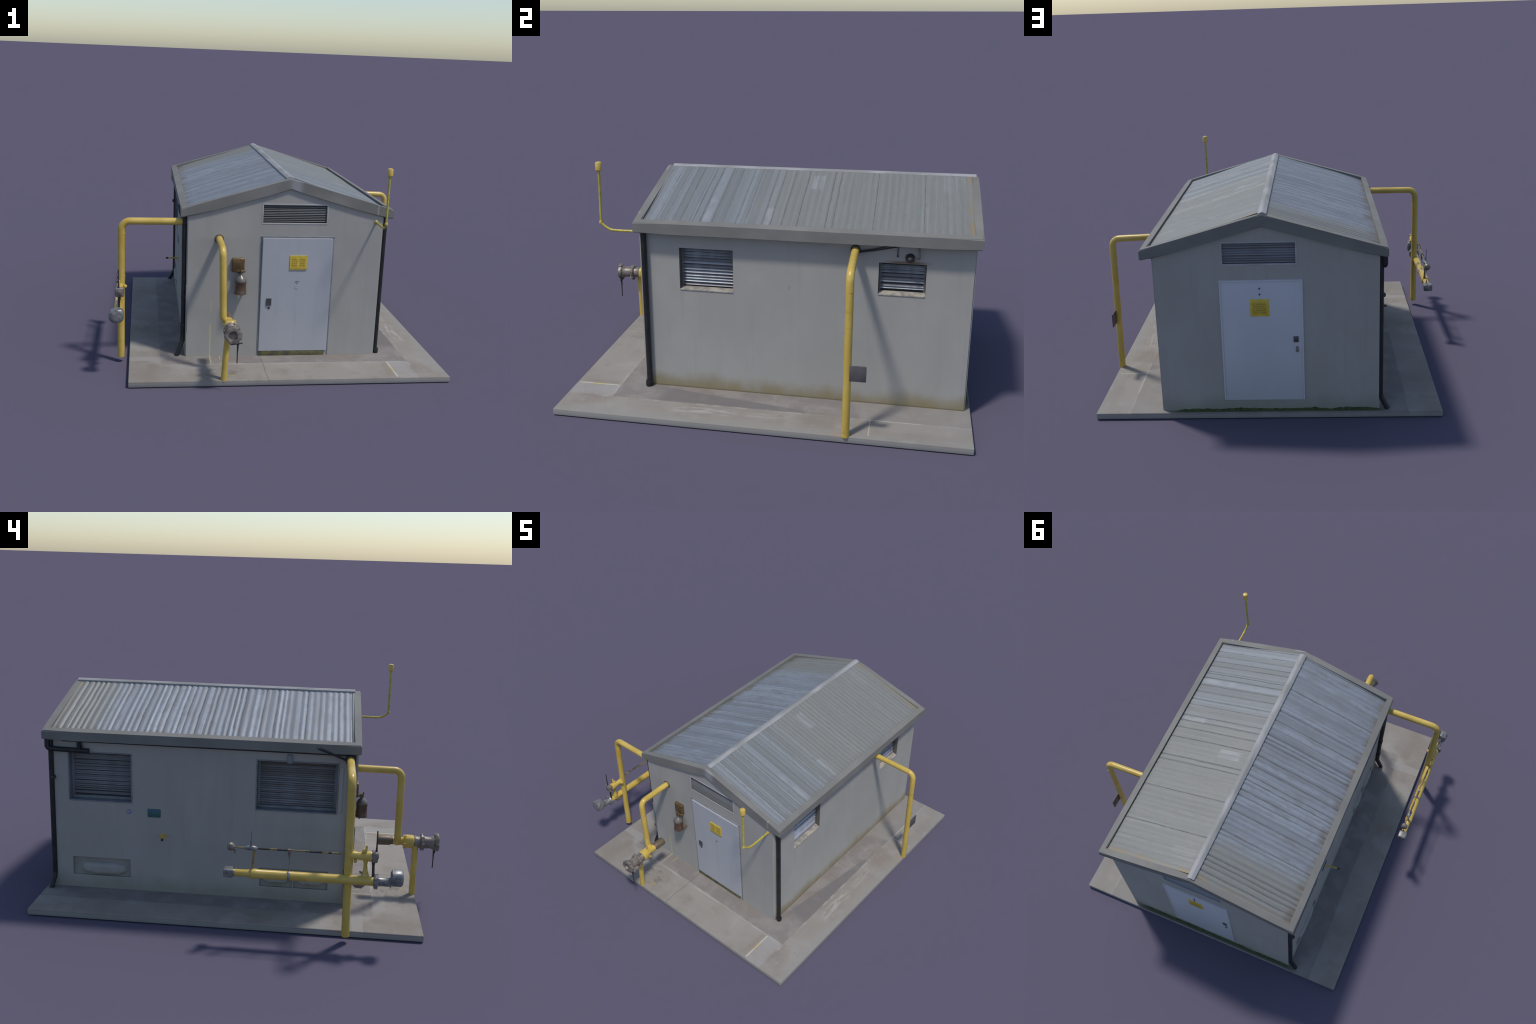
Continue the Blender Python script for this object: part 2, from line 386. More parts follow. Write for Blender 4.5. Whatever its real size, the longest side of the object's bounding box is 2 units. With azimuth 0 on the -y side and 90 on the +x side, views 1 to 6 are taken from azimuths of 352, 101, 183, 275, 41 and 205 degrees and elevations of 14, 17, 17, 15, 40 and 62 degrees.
def make(name, bm, mats, parent=None, smooth=None):
    me = bpy.data.meshes.new(name)
    bmesh.ops.recalc_face_normals(bm, faces=bm.faces)
    bm.to_mesh(me)
    bm.free()
    for k in ([mats] if isinstance(mats, str) else mats):
        me.materials.append(MAT[k])
    ob = bpy.data.objects.new(name, me)
    bpy.context.scene.collection.objects.link(ob)
    ob.parent = parent or ROOT
    if smooth:
        me.polygons.foreach_set("use_smooth", [True] * len(me.polygons))
        me.set_sharp_from_angle(angle=math.radians(smooth))
    return ob


def add_box(bm, a, b, bevel=0.0, seg=2, mat=0):
    x0, x1 = sorted((a[0], b[0])); y0, y1 = sorted((a[1], b[1])); z0, z1 = sorted((a[2], b[2]))
    v = [bm.verts.new((x, y, z)) for x in (x0, x1) for y in (y0, y1) for z in (z0, z1)]
    fs = [bm.faces.new([v[i] for i in f]) for f in ((0, 1, 3, 2), (4, 6, 7, 5), (0, 4, 5, 1), (2, 3, 7, 6), (0, 2, 6, 4), (1, 5, 7, 3))]
    for f in fs:
        f.material_index = mat
    if bevel:
        es = list({e for f in fs for e in f.edges})
        r = bmesh.ops.bevel(bm, geom=es, offset=bevel, segments=seg, affect="EDGES", profile=0.5)
        for f in r["faces"]:
            f.material_index = mat
    return v


def box(name, a, b, mats, bevel=0.002, parent=None, smooth=40):
    bm = bmesh.new()
    add_box(bm, a, b, bevel)
    return make(name, bm, mats, parent, smooth)


def add_prism(bm, pts, axis, c0, c1, mat=0):
    """Extrude a closed 2-D outline (u, v) along x, y or z from c0 to c1."""
    def place(p, c):
        return {"y": (p[0], c, p[1]), "x": (c, p[0], p[1]), "z": (p[0], p[1], c)}[axis]
    lo = [bm.verts.new(place(p, c0)) for p in pts]
    hi = [bm.verts.new(place(p, c1)) for p in pts]
    n = len(pts)
    fs = [bm.faces.new(lo), bm.faces.new(hi[::-1])]
    fs += [bm.faces.new((lo[i], hi[i], hi[(i + 1) % n], lo[(i + 1) % n])) for i in range(n)]
    for f in fs:
        f.material_index = mat
    return fs


def frames_along(pts):
    """Tangents and a rotation-minimising normal for a polyline."""
    T = []
    for i in range(len(pts)):
        a, b = pts[max(i - 1, 0)], pts[min(i + 1, len(pts) - 1)]
        T.append((b - a).normalized())
    up = V((0, 0, 1)) if abs(T[0].z) < 0.9 else V((1, 0, 0))
    N = [(up - T[0] * up.dot(T[0])).normalized()]
    for i in range(1, len(pts)):
        q = T[i - 1].rotation_difference(T[i])
        n = q @ N[-1]
        N.append((n - T[i] * n.dot(T[i])).normalized())
    return T, N


def add_tube(bm, pts, radii, seg=20, mat=0, cap=True, wobble=0.0):
    pts = [V(p) for p in pts]
    if not hasattr(radii, "__len__"):
        radii = [radii] * len(pts)
    T, N = frames_along(pts)
    rings = []
    for p, t, n, r in zip(pts, T, N, radii):
        b = t.cross(n)
        ring = []
        for k in range(seg):
            a = math.tau * k / seg
            rr = r
            if wobble:
                q = p + (n * math.cos(a) + b * math.sin(a)) * r
                rr = r * (1 + wobble * mnoise.noise(q * 60))
            ring.append(bm.verts.new(p + (n * math.cos(a) + b * math.sin(a)) * rr))
        rings.append(ring)
    fs = []
    for A, B in zip(rings, rings[1:]):
        for k in range(seg):
            fs.append(bm.faces.new((A[k], A[(k + 1) % seg], B[(k + 1) % seg], B[k])))
    if cap:
        fs.append(bm.faces.new(rings[0][::-1]))
        fs.append(bm.faces.new(rings[-1]))
    for f in fs:
        f.material_index = mat


def bend_path(corners, radius, steps=8):
    """Polyline through the corners with each inner corner rounded off."""
    c = [V(p) for p in corners]
    rad = radius if hasattr(radius, "__len__") else [radius] * (len(c) - 2)
    out = [c[0]]
    for i in range(1, len(c) - 1):
        d0, d1 = (c[i - 1] - c[i]).normalized(), (c[i + 1] - c[i]).normalized()
        half = d0.angle(d1) / 2
        cut = min(rad[i - 1] / math.tan(half), 0.49 * (c[i - 1] - c[i]).length, 0.49 * (c[i + 1] - c[i]).length)
        r = cut * math.tan(half)
        a, b = c[i] + d0 * cut, c[i] + d1 * cut
        o = c[i] + (d0 + d1).normalized() * (r / math.sin(half))
        va, vb = a - o, b - o
        ang = va.angle(vb)
        ax = va.cross(vb).normalized()
        for s in range(steps + 1):
            out.append(o + Matrix.Rotation(ang * s / steps, 3, ax) @ va)
    out.append(c[-1])
    return out


def tube(name, corners, r, mats, bend=0.03, seg=20, parent=None, wobble=0.0):
    bm = bmesh.new()
    add_tube(bm, bend_path(corners, bend) if len(corners) > 2 else corners, r, seg, wobble=wobble)
    return make(name, bm, mats, parent, 40)


def add_lathe(bm, origin, axis, profile, seg=24, mat=0, squareness=0.0, lump=0.0, phase=0.0):
    """Revolve (distance along axis, radius) pairs; squareness blends towards a rounded square."""
    o, a = V(origin), V(axis).normalized()
    u = V((0, 0, 1)) if abs(a.z) < 0.9 else V((1, 0, 0))
    u = (u - a * u.dot(a)).normalized()
    w = a.cross(u)
    rings = []
    for t, r in profile:
        ring = []
        for k in range(seg):
            th = math.tau * k / seg + phase
            f = 1.0
            if squareness:
                f = 1 + squareness * (1 / max(abs(math.cos(th)), abs(math.sin(th))) - 1)
            d = u * math.cos(th) + w * math.sin(th)
            p = o + a * t + d * (r * f)
            if lump:
                p += d * (lump * mnoise.noise(p * 55))
            ring.append(bm.verts.new(p))
        rings.append(ring)
    fs = []
    for A, B in zip(rings, rings[1:]):
        for k in range(seg):
            fs.append(bm.faces.new((A[k], A[(k + 1) % seg], B[(k + 1) % seg], B[k])))
    fs.append(bm.faces.new(rings[0][::-1]))
    fs.append(bm.faces.new(rings[-1]))
    for f in fs:
        f.material_index = mat


def lathe(name, origin, axis, profile, mats, parent=None, smooth=35, **kw):
    bm = bmesh.new()
    add_lathe(bm, origin, axis, profile, **kw)
    return make(name, bm, mats, parent, smooth)


def apply_boolean(ob, cutters):
    for c in cutters:
        mod = ob.modifiers.new("cut", "BOOLEAN")
        mod.operation, mod.solver, mod.object = "DIFFERENCE", "EXACT", c
    dg = bpy.context.evaluated_depsgraph_get()
    dg.update()
    me = bpy.data.meshes.new_from_object(ob.evaluated_get(dg))
    ob.modifiers.clear()
    old, ob.data = ob.data, me
    bpy.data.meshes.remove(old)
    me.name = ob.name
    for c in cutters:
        bpy.data.objects.remove(c, do_unlink=True)


# ------------------------------------------------------------------ slab
bm = bmesh.new()
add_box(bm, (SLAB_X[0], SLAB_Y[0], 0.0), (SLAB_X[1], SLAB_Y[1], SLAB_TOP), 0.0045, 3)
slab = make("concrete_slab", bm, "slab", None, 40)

# ------------------------------------------------------------------ walls
bm = bmesh.new()
def under(x):                       # underside of the roof, where the wall stops
    return roof_z(x) - 0.040
outline = [(WX0, 0.012), (WX1, 0.012), (WX1, under(WX1)), (RIDGE_X, under(RIDGE_X)), (WX0, under(WX0))]
add_prism(bm, outline, "y", WY0, WY1)
es = [e for e in bm.edges if abs(e.verts[0].co.z - e.verts[1].co.z) > 0.3]
bmesh.ops.bevel(bm, geom=es, offset=0.006, segments=3, affect="EDGES")
wall = make("wall", bm, ["wall", "vent_dark", "recess", "vent_frame"])

# openings: (side, u0, u1, z0, z1, recess depth, material of the recess)
VENT_E = [(-0.362, -0.107, 0.535, 0.739), (0.556, 0.764, 0.573, 0.723)]
VENT_W = [(0.556, 0.872, 0.500, 0.748), (-0.460, -0.067, 0.502, 0.753)]
VENT_S = (-0.105, 0.254, 0.777, 0.888)
VENT_N = (-0.114, 0.242, 0.776, 0.893)
PANEL_W = [(0.565, 0.864, 0.100, 0.197), (-0.437, -0.266, 0.099, 0.198), (-0.260, -0.095, 0.099, 0.198)]
cutters = []


def cutter(a, b, slot):
    bm = bmesh.new()
    add_box(bm, a, b, 0, 1, slot)
    cutters.append(make("cutter", bm, ["wall", "vent_dark", "recess", "vent_frame"]))


for y0, y1, z0, z1 in VENT_E:
    cutter((WX1 - 0.050, y0, z0), (WX1 + 0.1, y1, z1), 1)
for y0, y1, z0, z1 in VENT_W:
    cutter((WX0 - 0.1, y0, z0), (WX0 + 0.072, y1, z1), 3)
for y0, y1, z0, z1 in PANEL_W:
    cutter((WX0 - 0.1, y0, z0), (WX0 + 0.010, y1, z1), 2)
cutter((VENT_S[0] + 0.008, WY0 - 0.1, VENT_S[2] + 0.008), (VENT_S[1] - 0.008, WY0 + 0.016, VENT_S[3] - 0.008), 1)
cutter((VENT_N[0] + 0.008, WY1 + 0.1, VENT_N[2] + 0.008), (VENT_N[1] - 0.008, WY1 - 0.016, VENT_N[3] - 0.008), 1)
apply_boolean(wall, cutters)


# ------------------------------------------------------------------ roof
def roof_rim():
    """One continuous folded trim: two gables and two eaves, mitred at the corners and the ridge."""
    xs = [RX0, RIDGE_X, RX1]
    def loop(inset, z_of):
        x0, x1, y0, y1 = RX0 + inset, RX1 - inset, RY0 + inset, RY1 - inset
        row = [x0] + [x0 + (RIDGE_X - x0) * k / 6 for k in range(1, 7)] + [RIDGE_X + (x1 - RIDGE_X) * k / 6 for k in range(1, 7)]
        pts = [(x, y0) for x in row]
        pts += [(x1, y0 + (y1 - y0) * k / 10) for k in range(1, 10)]
        pts += [(x, y1) for x in row[::-1]]
        pts += [(x0, y1 - (y1 - y0) * k / 10) for k in range(1, 10)]
        out = []
        for x, y in pts:
            w = 0.0016 * mnoise.noise(V((x * 5, y * 5, z_of(x) * 3)))
            out.append(bm.verts.new((x, y, z_of(x) + w)))
        return out
    def low(x):
        f = (x - RIDGE_X) / (RX1 - 0.03 - RIDGE_X) if x > RIDGE_X else (RIDGE_X - x) / (RIDGE_X - RX0 - 0.03)
        foot = EAVE_BOT - (0.0045 if x < RIDGE_X else 0.0)
        return 0.9665 + (foot - 0.9665) * min(1.0, f)
    bm = bmesh.new()
    rings = [loop(FRAME, lambda x: roof_z(x) - 0.022), loop(FRAME, roof_z), loop(0.0, roof_z), loop(0.0, low), loop(FRAME - 0.004, low)]
    n = len(rings[0])
    for A, B in zip(rings, rings[1:]):
        for k in range(n):
            bm.faces.new((A[k], A[(k + 1) % n], B[(k + 1) % n], B[k]))
    hard = [e for r, w in ((rings[1], 0), (rings[2], 0), (rings[3], 0)) for v in r for e in v.link_edges if e.other_vert(v) in r]
    bm.verts.index_update()
    bmesh.ops.bevel(bm, geom=list(set(hard)), offset=0.0045, segments=3, affect="EDGES")
    return make("roof_trim", bm, "fascia", roof, 40)


# solid deck under the sheets (also the soffit seen from below)
bm = bmesh.new()
d = 0.027
pts = [(RX0 + 0.012, roof_z(RX0 + 0.012) - d), (RIDGE_X, RIDGE_Z - d), (RX1 - 0.012, roof_z(RX1 - 0.012) - d),
       (RX1 - 0.012, EAVE_BOT + 0.006), (WX1, EAVE_BOT + 0.006), (RIDGE_X, 0.968), (WX0, EAVE_BOT + 0.006), (RX0 + 0.012, EAVE_BOT + 0.006)]
add_prism(bm, pts, "y", RY0 + 0.012, RY1 - 0.012)
roof = make("roof", bm, "soffit")
roof_rim()

SEAMS_E = [-0.521, -0.468, -0.428, -0.389, -0.354, -0.309, -0.293, -0.259, -0.202, -0.154, -0.095, -0.054, 0.026, 0.063, 0.114, 0.183, 0.310, 0.342, 0.522, 0.745]
rib = random.Random(5)
SEAMS_W = [-0.5145] + [0.0315 * k for k in range(-15, 30) if rib.random() < 0.42]


def corrugated(name, x_ridge, x_eave, pitch, amp, seams, mats, side):
    """Sheet between ridge and eave: ribs run down the slope, depth varies rib by rib."""
    rng = random.Random(11 if side < 0 else 12)
    y0, y1 = RY0 + FRAME - 0.003, RY1 - FRAME
    ny, nx = int((y1 - y0) / pitch * 16), 16
    depth = {}
    bm = bmesh.new()
    slope = V((RX1 - RIDGE_X, 0, EAVE_E - RIDGE_Z)) if side > 0 else V((RX0 - RIDGE_X, 0, EAVE_W - RIDGE_Z))
    nrm = V((-slope.z, 0, slope.x)) if side > 0 else V((slope.z, 0, -slope.x))
    nrm.normalize()
    rows = []
    for i in range(nx + 1):
        x = x_ridge + (x_eave - x_ridge) * i / nx
        row = []
        for j in range(ny + 1):
            y = y0 + (y1 - y0) * j / ny
            yy = y + 0.0022 * mnoise.noise(V((x * 7, y * 9, 3.1 * side))) + (0.011 * mnoise.noise(V((0.3, y * 13, 6))) if side < 0 else 0)
            k = math.floor(yy / pitch)
            dep = depth.setdefault(k, rng.uniform(0.4, 1.25))
            h = amp * dep * math.cos(math.tau * (yy / pitch - k - 0.5))
            g = min(abs(yy - s) for s in seams)
            h -= (0.0022 if side > 0 else 0.003) * math.exp(-(g / 0.003) ** 2)
            h += 0.0016 * mnoise.noise(V((x * 5, y * 5, 9)))
            t = i / nx
            sag = 0.0035 * (1 - t) - 0.0125 * t if side > 0 else -0.001 * (1 - t) - 0.011 * t - 0.008 * t ** 5
            p = V((x, y, roof_z(x) + sag)) + nrm * h
            row.append(bm.verts.new(p))
        rows.append(row)
    for i in range(nx):
        for j in range(ny):
            f = bm.faces.new((rows[i][j], rows[i][j + 1], rows[i + 1][j + 1], rows[i + 1][j]))
            yc, xc = (rows[i][j].co.y + rows[i][j + 1].co.y) / 2, (rows[i][j].co.x + rows[i + 1][j].co.x) / 2
            yw = yc + 0.0022 * mnoise.noise(V((xc * 7, yc * 9, 3.1 * side))) + (0.011 * mnoise.noise(V((0.3, yc * 13, 6))) if side < 0 else 0)
            g = min(abs(yw - s) for s in seams)
            if side < 0 and mnoise.noise(V((xc * 4, yw * 30, 8))) > 0.35:
                g = 1.0                          # dark colour lies in the grooves only in stretches
            f.material_index = 1 if g < 0.0019 else 0
    ob = make(name, bm, mats, roof, 180)
    if ob.data.polygons[0].normal.z < 0:
        ob.data.flip_normals()
    return ob


corrugated("roof_sheet", RIDGE_X + 0.004, RX1 - FRAME + 0.006, 0.0315, 0.0008, SEAMS_E, ["roof_e", "seam"], 1)
corrugated("roof_sheet", RIDGE_X - 0.004, RX0 + FRAME, 0.0315, 0.0015, SEAMS_W, ["roof_w", "seam"], -1)

# ridge cap: a low folded strip with a soft crown
bm = bmesh.new()
prof = []
for k in range(9):
    u = -1 + k / 4
    prof.append((RIDGE_X - 0.004 + u * 0.020, RIDGE_Z + 0.0045 - abs(u) * 0.0050 + 0.0035 * (1 - u * u)))
prof += [(RIDGE_X + 0.017, RIDGE_Z - 0.016), (RIDGE_X - 0.025, RIDGE_Z - 0.016)]
n = 60
ys = [RY0 + 0.03 + (RY1 - 0.012 - RY0 - 0.03) * i / n for i in range(n + 1)]
rings = []
for y in ys:
    w = 0.002 * mnoise.noise(V((0, y * 11, 4)))
    rings.append([bm.verts.new((x + w, y, z + 0.4 * w)) for x, z in prof])
for A, B in zip(rings, rings[1:]):
    for k in range(len(prof)):
        bm.faces.new((A[k], A[(k + 1) % len(prof)], B[(k + 1) % len(prof)], B[k]))
bm.faces.new(rings[0]); bm.faces.new(rings[-1][::-1])
make("ridge_cap", bm, "ridge", roof, 35)


# ------------------------------------------------------------------ louvred vents
def slats(parent, axis, face, u0, u1, z0, z1, pitch, depth, tilt, mat, out):
    """Blades share one mesh; each is a thin tilted board spanning u0..u1."""
    bm = bmesh.new()
    t = 0.0016
    c, s = math.cos(tilt), math.sin(tilt)
    prof = []
    for a, b in ((-depth / 2, -t / 2), (depth / 2, -t / 2), (depth / 2, t / 2), (-depth / 2, t / 2)):
        prof.append((out * (a * c - b * s), -(a * s + b * c)))     # outer edge hangs down
    if axis == "x":
        add_prism(bm, [(face + o, z) for o, z in prof], "y", u0, u1)
    else:
        add_prism(bm, [(face + o, z) for o, z in prof], "x", u0, u1)
    first = make("slat", bm, mat, parent)
    count = int((z1 - z0) / pitch)
    off = ((z1 - z0) - (count - 1) * pitch) / 2
    rng = random.Random(int(u0 * 1000))
    for i in range(count):
        ob = first if i == 0 else first.copy()
        if i:
            bpy.context.scene.collection.objects.link(ob)
        ob.location = (0, 0, z0 + off + i * pitch + rng.uniform(-0.0008, 0.0008))
        if axis == "x":
            ob.rotation_euler = (rng.uniform(-0.004, 0.004), 0, 0)
        ob.parent = parent


def ring_frame(bm, axis, f0, f1, u0, u1, z0, z1, w, bevel=0.0012, mat=0):
    for a, b, c, d in ((u0, u1, z1 - w, z1), (u0, u1, z0, z0 + w), (u0, u0 + w, z0 + w, z1 - w), (u1 - w, u1, z0 + w, z1 - w)):
        if axis == "x":
            add_box(bm, (f0, a, c), (f1, b, d), bevel, 1, mat)
        else:
            add_box(bm, (a, f0, c), (b, f1, d), bevel, 1, mat)


for y0, y1, z0, z1 in VENT_E:
    bm = bmesh.new()
    ring_frame(bm, "x", WX1 - 0.049, WX1 - 0.030, y0 + 0.0005, y1 - 0.0005, z0 + 0.0005, z1 - 0.0005, 0.010)
    add_box(bm, (WX1 - 0.0495, y0 + 0.002, z0 + 0.002), (WX1 - 0.0475, y1 - 0.002, z1 - 0.002), 0, 1, 2)
    # bare, sloping sill that sheds water over the wall face
    sill = [(WX1 - 0.030, z0 - 0.001), (WX1 + 0.003, z0 - 0.001), (WX1 + 0.003, z0 + 0.003), (WX1 - 0.030, z0 + 0.010)]
    add_prism(bm, sill, "y", y0 + 0.001, y1 - 0.001, 1)
    fr = make("louvre_vent", bm, ["vent_dark", "sill", "void"], None, 40)
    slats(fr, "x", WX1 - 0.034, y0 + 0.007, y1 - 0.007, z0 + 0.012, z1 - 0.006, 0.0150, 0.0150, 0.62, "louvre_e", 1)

for i, (y0, y1, z0, z1) in enumerate(VENT_W):
    bm = bmesh.new()
    ring_frame(bm, "x", WX0 + 0.004, WX0 - 0.0025, y0 - 0.004, y1 + 0.004, z0 - 0.004, z1 + 0.004, 0.006)
    ring_frame(bm, "x", WX0 + 0.071, WX0 + 0.040, y0 + 0.0005, y1 - 0.0005, z0 + 0.0005, z1 - 0.0005, 0.014)
    add_box(bm, (WX0 + 0.0715, y0 + 0.002, z0 + 0.002), (WX0 + 0.0620, y1 - 0.002, z1 - 0.002), 0, 1, 1)
    fr = make("louvre_vent", bm, ["vent_frame", "void"], None, 40)
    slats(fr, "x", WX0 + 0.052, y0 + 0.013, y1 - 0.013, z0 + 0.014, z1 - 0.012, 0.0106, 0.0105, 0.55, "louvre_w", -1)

for (x0, x1, z0, z1), wy, o in ((VENT_S, WY0, -1), (VENT_N, WY1, 1)):
    bm = bmesh.new()
    ring_frame(bm, "y", wy - o * 0.012, wy + o * 0.0015, x0, x1, z0, z1, 0.007 if o < 0 else 0.009)
    add_box(bm, (x0 + 0.009, wy - o * 0.0155, z0 + 0.009), (x1 - 0.009, wy - o * 0.0145, z1 - 0.009), 0, 1, 1)
    fr = make("louvre_vent", bm, ["vent_pale", "void"], None, 40)
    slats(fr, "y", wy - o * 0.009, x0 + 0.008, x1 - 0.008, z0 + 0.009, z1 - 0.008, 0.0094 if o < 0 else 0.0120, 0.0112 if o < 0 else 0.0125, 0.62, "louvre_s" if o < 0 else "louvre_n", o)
box("vent_bracket", (WX0 + 0.004, -0.238, 0.745), (WX0 - 0.010, -0.212, 0.788), "vent_frame", 0.003)
box("cover_strip", (WX0 + 0.002, -0.486, 0.505), (WX0 - 0.004, -0.466, 0.740), "wall", 0.002)


# cement blobs closing the low openings on the pipe side
def infill(yc, zc, ry, rz, seed):
    """A hand-thrown cement plug: wavy rounded outline, bulging slightly past the wall face."""
    bm = bmesh.new()
    rings = []
    for q in (1.0, 0.985, 0.95, 0.88, 0.74, 0.5, 0.22):
        ring = []
        for k in range(48):
            a = math.tau * k / 48
            c, d = math.cos(a), math.sin(a)
            e = 0.55
            y = ry * math.copysign(abs(c) ** e, c)
            z = rz * math.copysign(abs(d) ** e, d) * (1 + 0.22 * mnoise.noise(V((c * ry * 26, seed, d * 0.6))))
            x = WX0 + 0.012 - 0.0255 * (1 - q ** 7) + 0.0015 * mnoise.noise(V((c * q * 3, d * q * 3, seed)))
            ring.append(bm.verts.new((x, yc + y * q, zc + z * q)))
        rings.append(ring)
    for A, B in zip(rings, rings[1:]):
        for k in range(48):
            bm.faces.new((A[k], A[(k + 1) % 48], B[(k + 1) % 48], B[k]))
    bm.faces.new(rings[-1])
    bm.faces.new(rings[0][::-1])
    return make("cement_infill", bm, "infill", None, 60)


infill(0.706, 0.139, 0.118, 0.030, 1.3)
infill(-0.176, 0.150, 0.070, 0.034, 4.2)
infill(-0.350, 0.150, 0.070, 0.034, 6.7)

# ------------------------------------------------------------------ entrance door
bm = bmesh.new()
dx0, dx1, dz0, dz1 = -0.097, 0.289, 0.058, 0.704
yt, yb = WY0 - 0.013, WY0 - 0.006                       # leans slightly out at the foot
for a, b in (((dx0, dx1), (yt, yb)),):
    pts = [(WY0 + 0.004, dz0), (yb, dz0), (yt, dz1), (WY0 + 0.004, dz1)]
    add_prism(bm, pts, "x", dx0, dx1)
bmesh.ops.bevel(bm, geom=list(bm.edges), offset=0.003, segments=2, affect="EDGES")
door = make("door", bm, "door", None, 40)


def front(z):
    return yb + (yt - yb) * (z - dz0) / (dz1 - dz0)


def plate_on_door(name, x0, x1, z0, z1, proud, mat, parent):
    bm = bmesh.new()
    pts = [(front(z0) + 0.003, z0), (front(z0) - proud, z0), (front(z1) - proud, z1), (front(z1) + 0.003, z1)]
    add_prism(bm, pts, "x", x0, x1)
    return make(name, bm, mat, parent)


bm = bmesh.new()
add_box(bm, (dx0 - 0.008, WY0 + 0.003, dz1 + 0.001), (dx1 + 0.008, WY0 - 0.005, dz1 + 0.008), 0.001, 1)  # grey strip modelled for the lintel's shadow line above the door
add_box(bm, (dx0 - 0.008, WY0 + 0.003, SLAB_TOP - 0.004), (dx0 - 0.001, WY0 - 0.002, dz1 + 0.001), 0.001, 1)
add_box(bm, (dx1 + 0.001, WY0 + 0.003, SLAB_TOP - 0.004), (dx1 + 0.008, WY0 - 0.002, dz1 + 0.001), 0.001, 1)
make("door_frame", bm, "vent_frame", door, 40)
box("threshold", (dx0 + 0.001, WY0 + 0.003, SLAB_TOP - 0.004), (dx1 - 0.014, WY0 - 0.005, dz0 + 0.002), "threshold", 0.002, door)
plate_on_door("warning_sign", 0.056, 0.149, 0.528, 0.608, 0.0035, "sign2", door)
bm = bmesh.new()
add_lathe(bm, (0.0975, front(0.430) + 0.002, 0.430), (0, -1, 0), [(0, 0.011), (0.0028, 0.011)], 24)
make("faded_sticker", bm, "disc", door)
bm = bmesh.new()                                         # remains of red lettering over the sticker
for x0, x1, z0, z1 in ((0.094, 0.0965, 0.452, 0.464), (0.0965, 0.104, 0.4615, 0.464), (0.0965, 0.103, 0.452, 0.4545), (0.1025, 0.105, 0.454, 0.462), (0.106, 0.112, 0.461, 0.464), (0.086, 0.092, 0.4615, 0.464)):
    add_box(bm, (x0, front(0.458) - 0.0008, z0), (x1, front(0.458) + 0.001, z1))
ob = make("red_lettering", bm, "red", door)
ob["kind"] = "stuff"
plate_on_door("lock", -0.063, -0.036, 0.326, 0.366, 0.005, "lock", door)
lathe("keyhole", (-0.048, front(0.311) + 0.002, 0.311), (0, -1, 0), [(0, 0.0065), (0.003, 0.0065), (0.0045, 0.004)], "dark", door, seg=16)

# ------------------------------------------------------------------ back door
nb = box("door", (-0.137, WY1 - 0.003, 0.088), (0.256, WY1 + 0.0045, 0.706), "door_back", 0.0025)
bm = bmesh.new()
add_box(bm, (0.247, WY1 + 0.003, 0.090), (0.2545, WY1 + 0.0070, 0.703), 0.001, 1)
add_box(bm, (-0.136, WY1 + 0.003, 0.090), (-0.129, WY1 + 0.0070, 0.703), 0.001, 1)
add_box(bm, (-0.129, WY1 + 0.003, 0.697), (0.247, WY1 + 0.0070, 0.704), 0.001, 1)
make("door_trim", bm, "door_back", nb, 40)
box("warning_sign", (0.024, WY1 + 0.003, 0.526), (0.112, WY1 + 0.0070, 0.611), "sign1", 0.001, nb)
box("lock", (-0.112, WY1 + 0.003, 0.392), (-0.088, WY1 + 0.009, 0.422), "lock", 0.002, nb)
box("handle", (-0.112, WY1 + 0.003, 0.341), (-0.099, WY1 + 0.0095, 0.370), "steel", 0.002, nb)
for z in (0.665, 0.636):
    lathe("rivet", (0.066, WY1 + 0.005, z), (0, 1, 0), [(0, 0.004), (0.0035, 0.004), (0.005, 0.002)], "lock", nb, seg=12)

# ------------------------------------------------------------------ stickers on the pipe side
bm = bmesh.new()
add_lathe(bm, (WX0 + 0.002, 0.569, 0.453), (-1, 0, 0), [(0, 0.0125), (0.0035, 0.0125)], 24, 0)
for dy, dz in ((0.005, 0.001), (-0.004, 0.0)):
    add_lathe(bm, (WX0 - 0.001, 0.569 + dy, 0.453 + dz), (-1, 0, 0), [(0, 0.0028), (0.0012, 0.0028)], 12, 1)
make("round_sticker", bm, ["violet", "pale"])
bm = bmesh.new()
add_box(bm, (WX0 + 0.002, 0.409, 0.430), (WX0 - 0.003, 0.475, 0.474), 0.0025, 2, 0)
add_box(bm, (WX0 - 0.002, 0.413, 0.462), (WX0 - 0.0036, 0.471, 0.470), 0.0, 1, 1)
make("notice_plate", bm, ["teal", "navy"], None, 40)
tap = tube("tap", [(WX0 + 0.01, 0.394, 0.340), (-0.572, 0.386, 0.342)], 0.0048, "yellow_old")
lathe("tap_rose", (WX0 + 0.002, 0.396, 0.332), (-1, 0, 0), [(0, 0.0175), (0.004, 0.0165), (0.006, 0.006)], "yellow_old", tap, seg=16)
lathe("tap_spout", (-0.566, 0.3866, 0.342), (-1, -0.07, -0.1), [(0, 0.0044), (0.004, 0.0062), (0.014, 0.0058), (0.016, 0.003)], "dark", tap, seg=14)

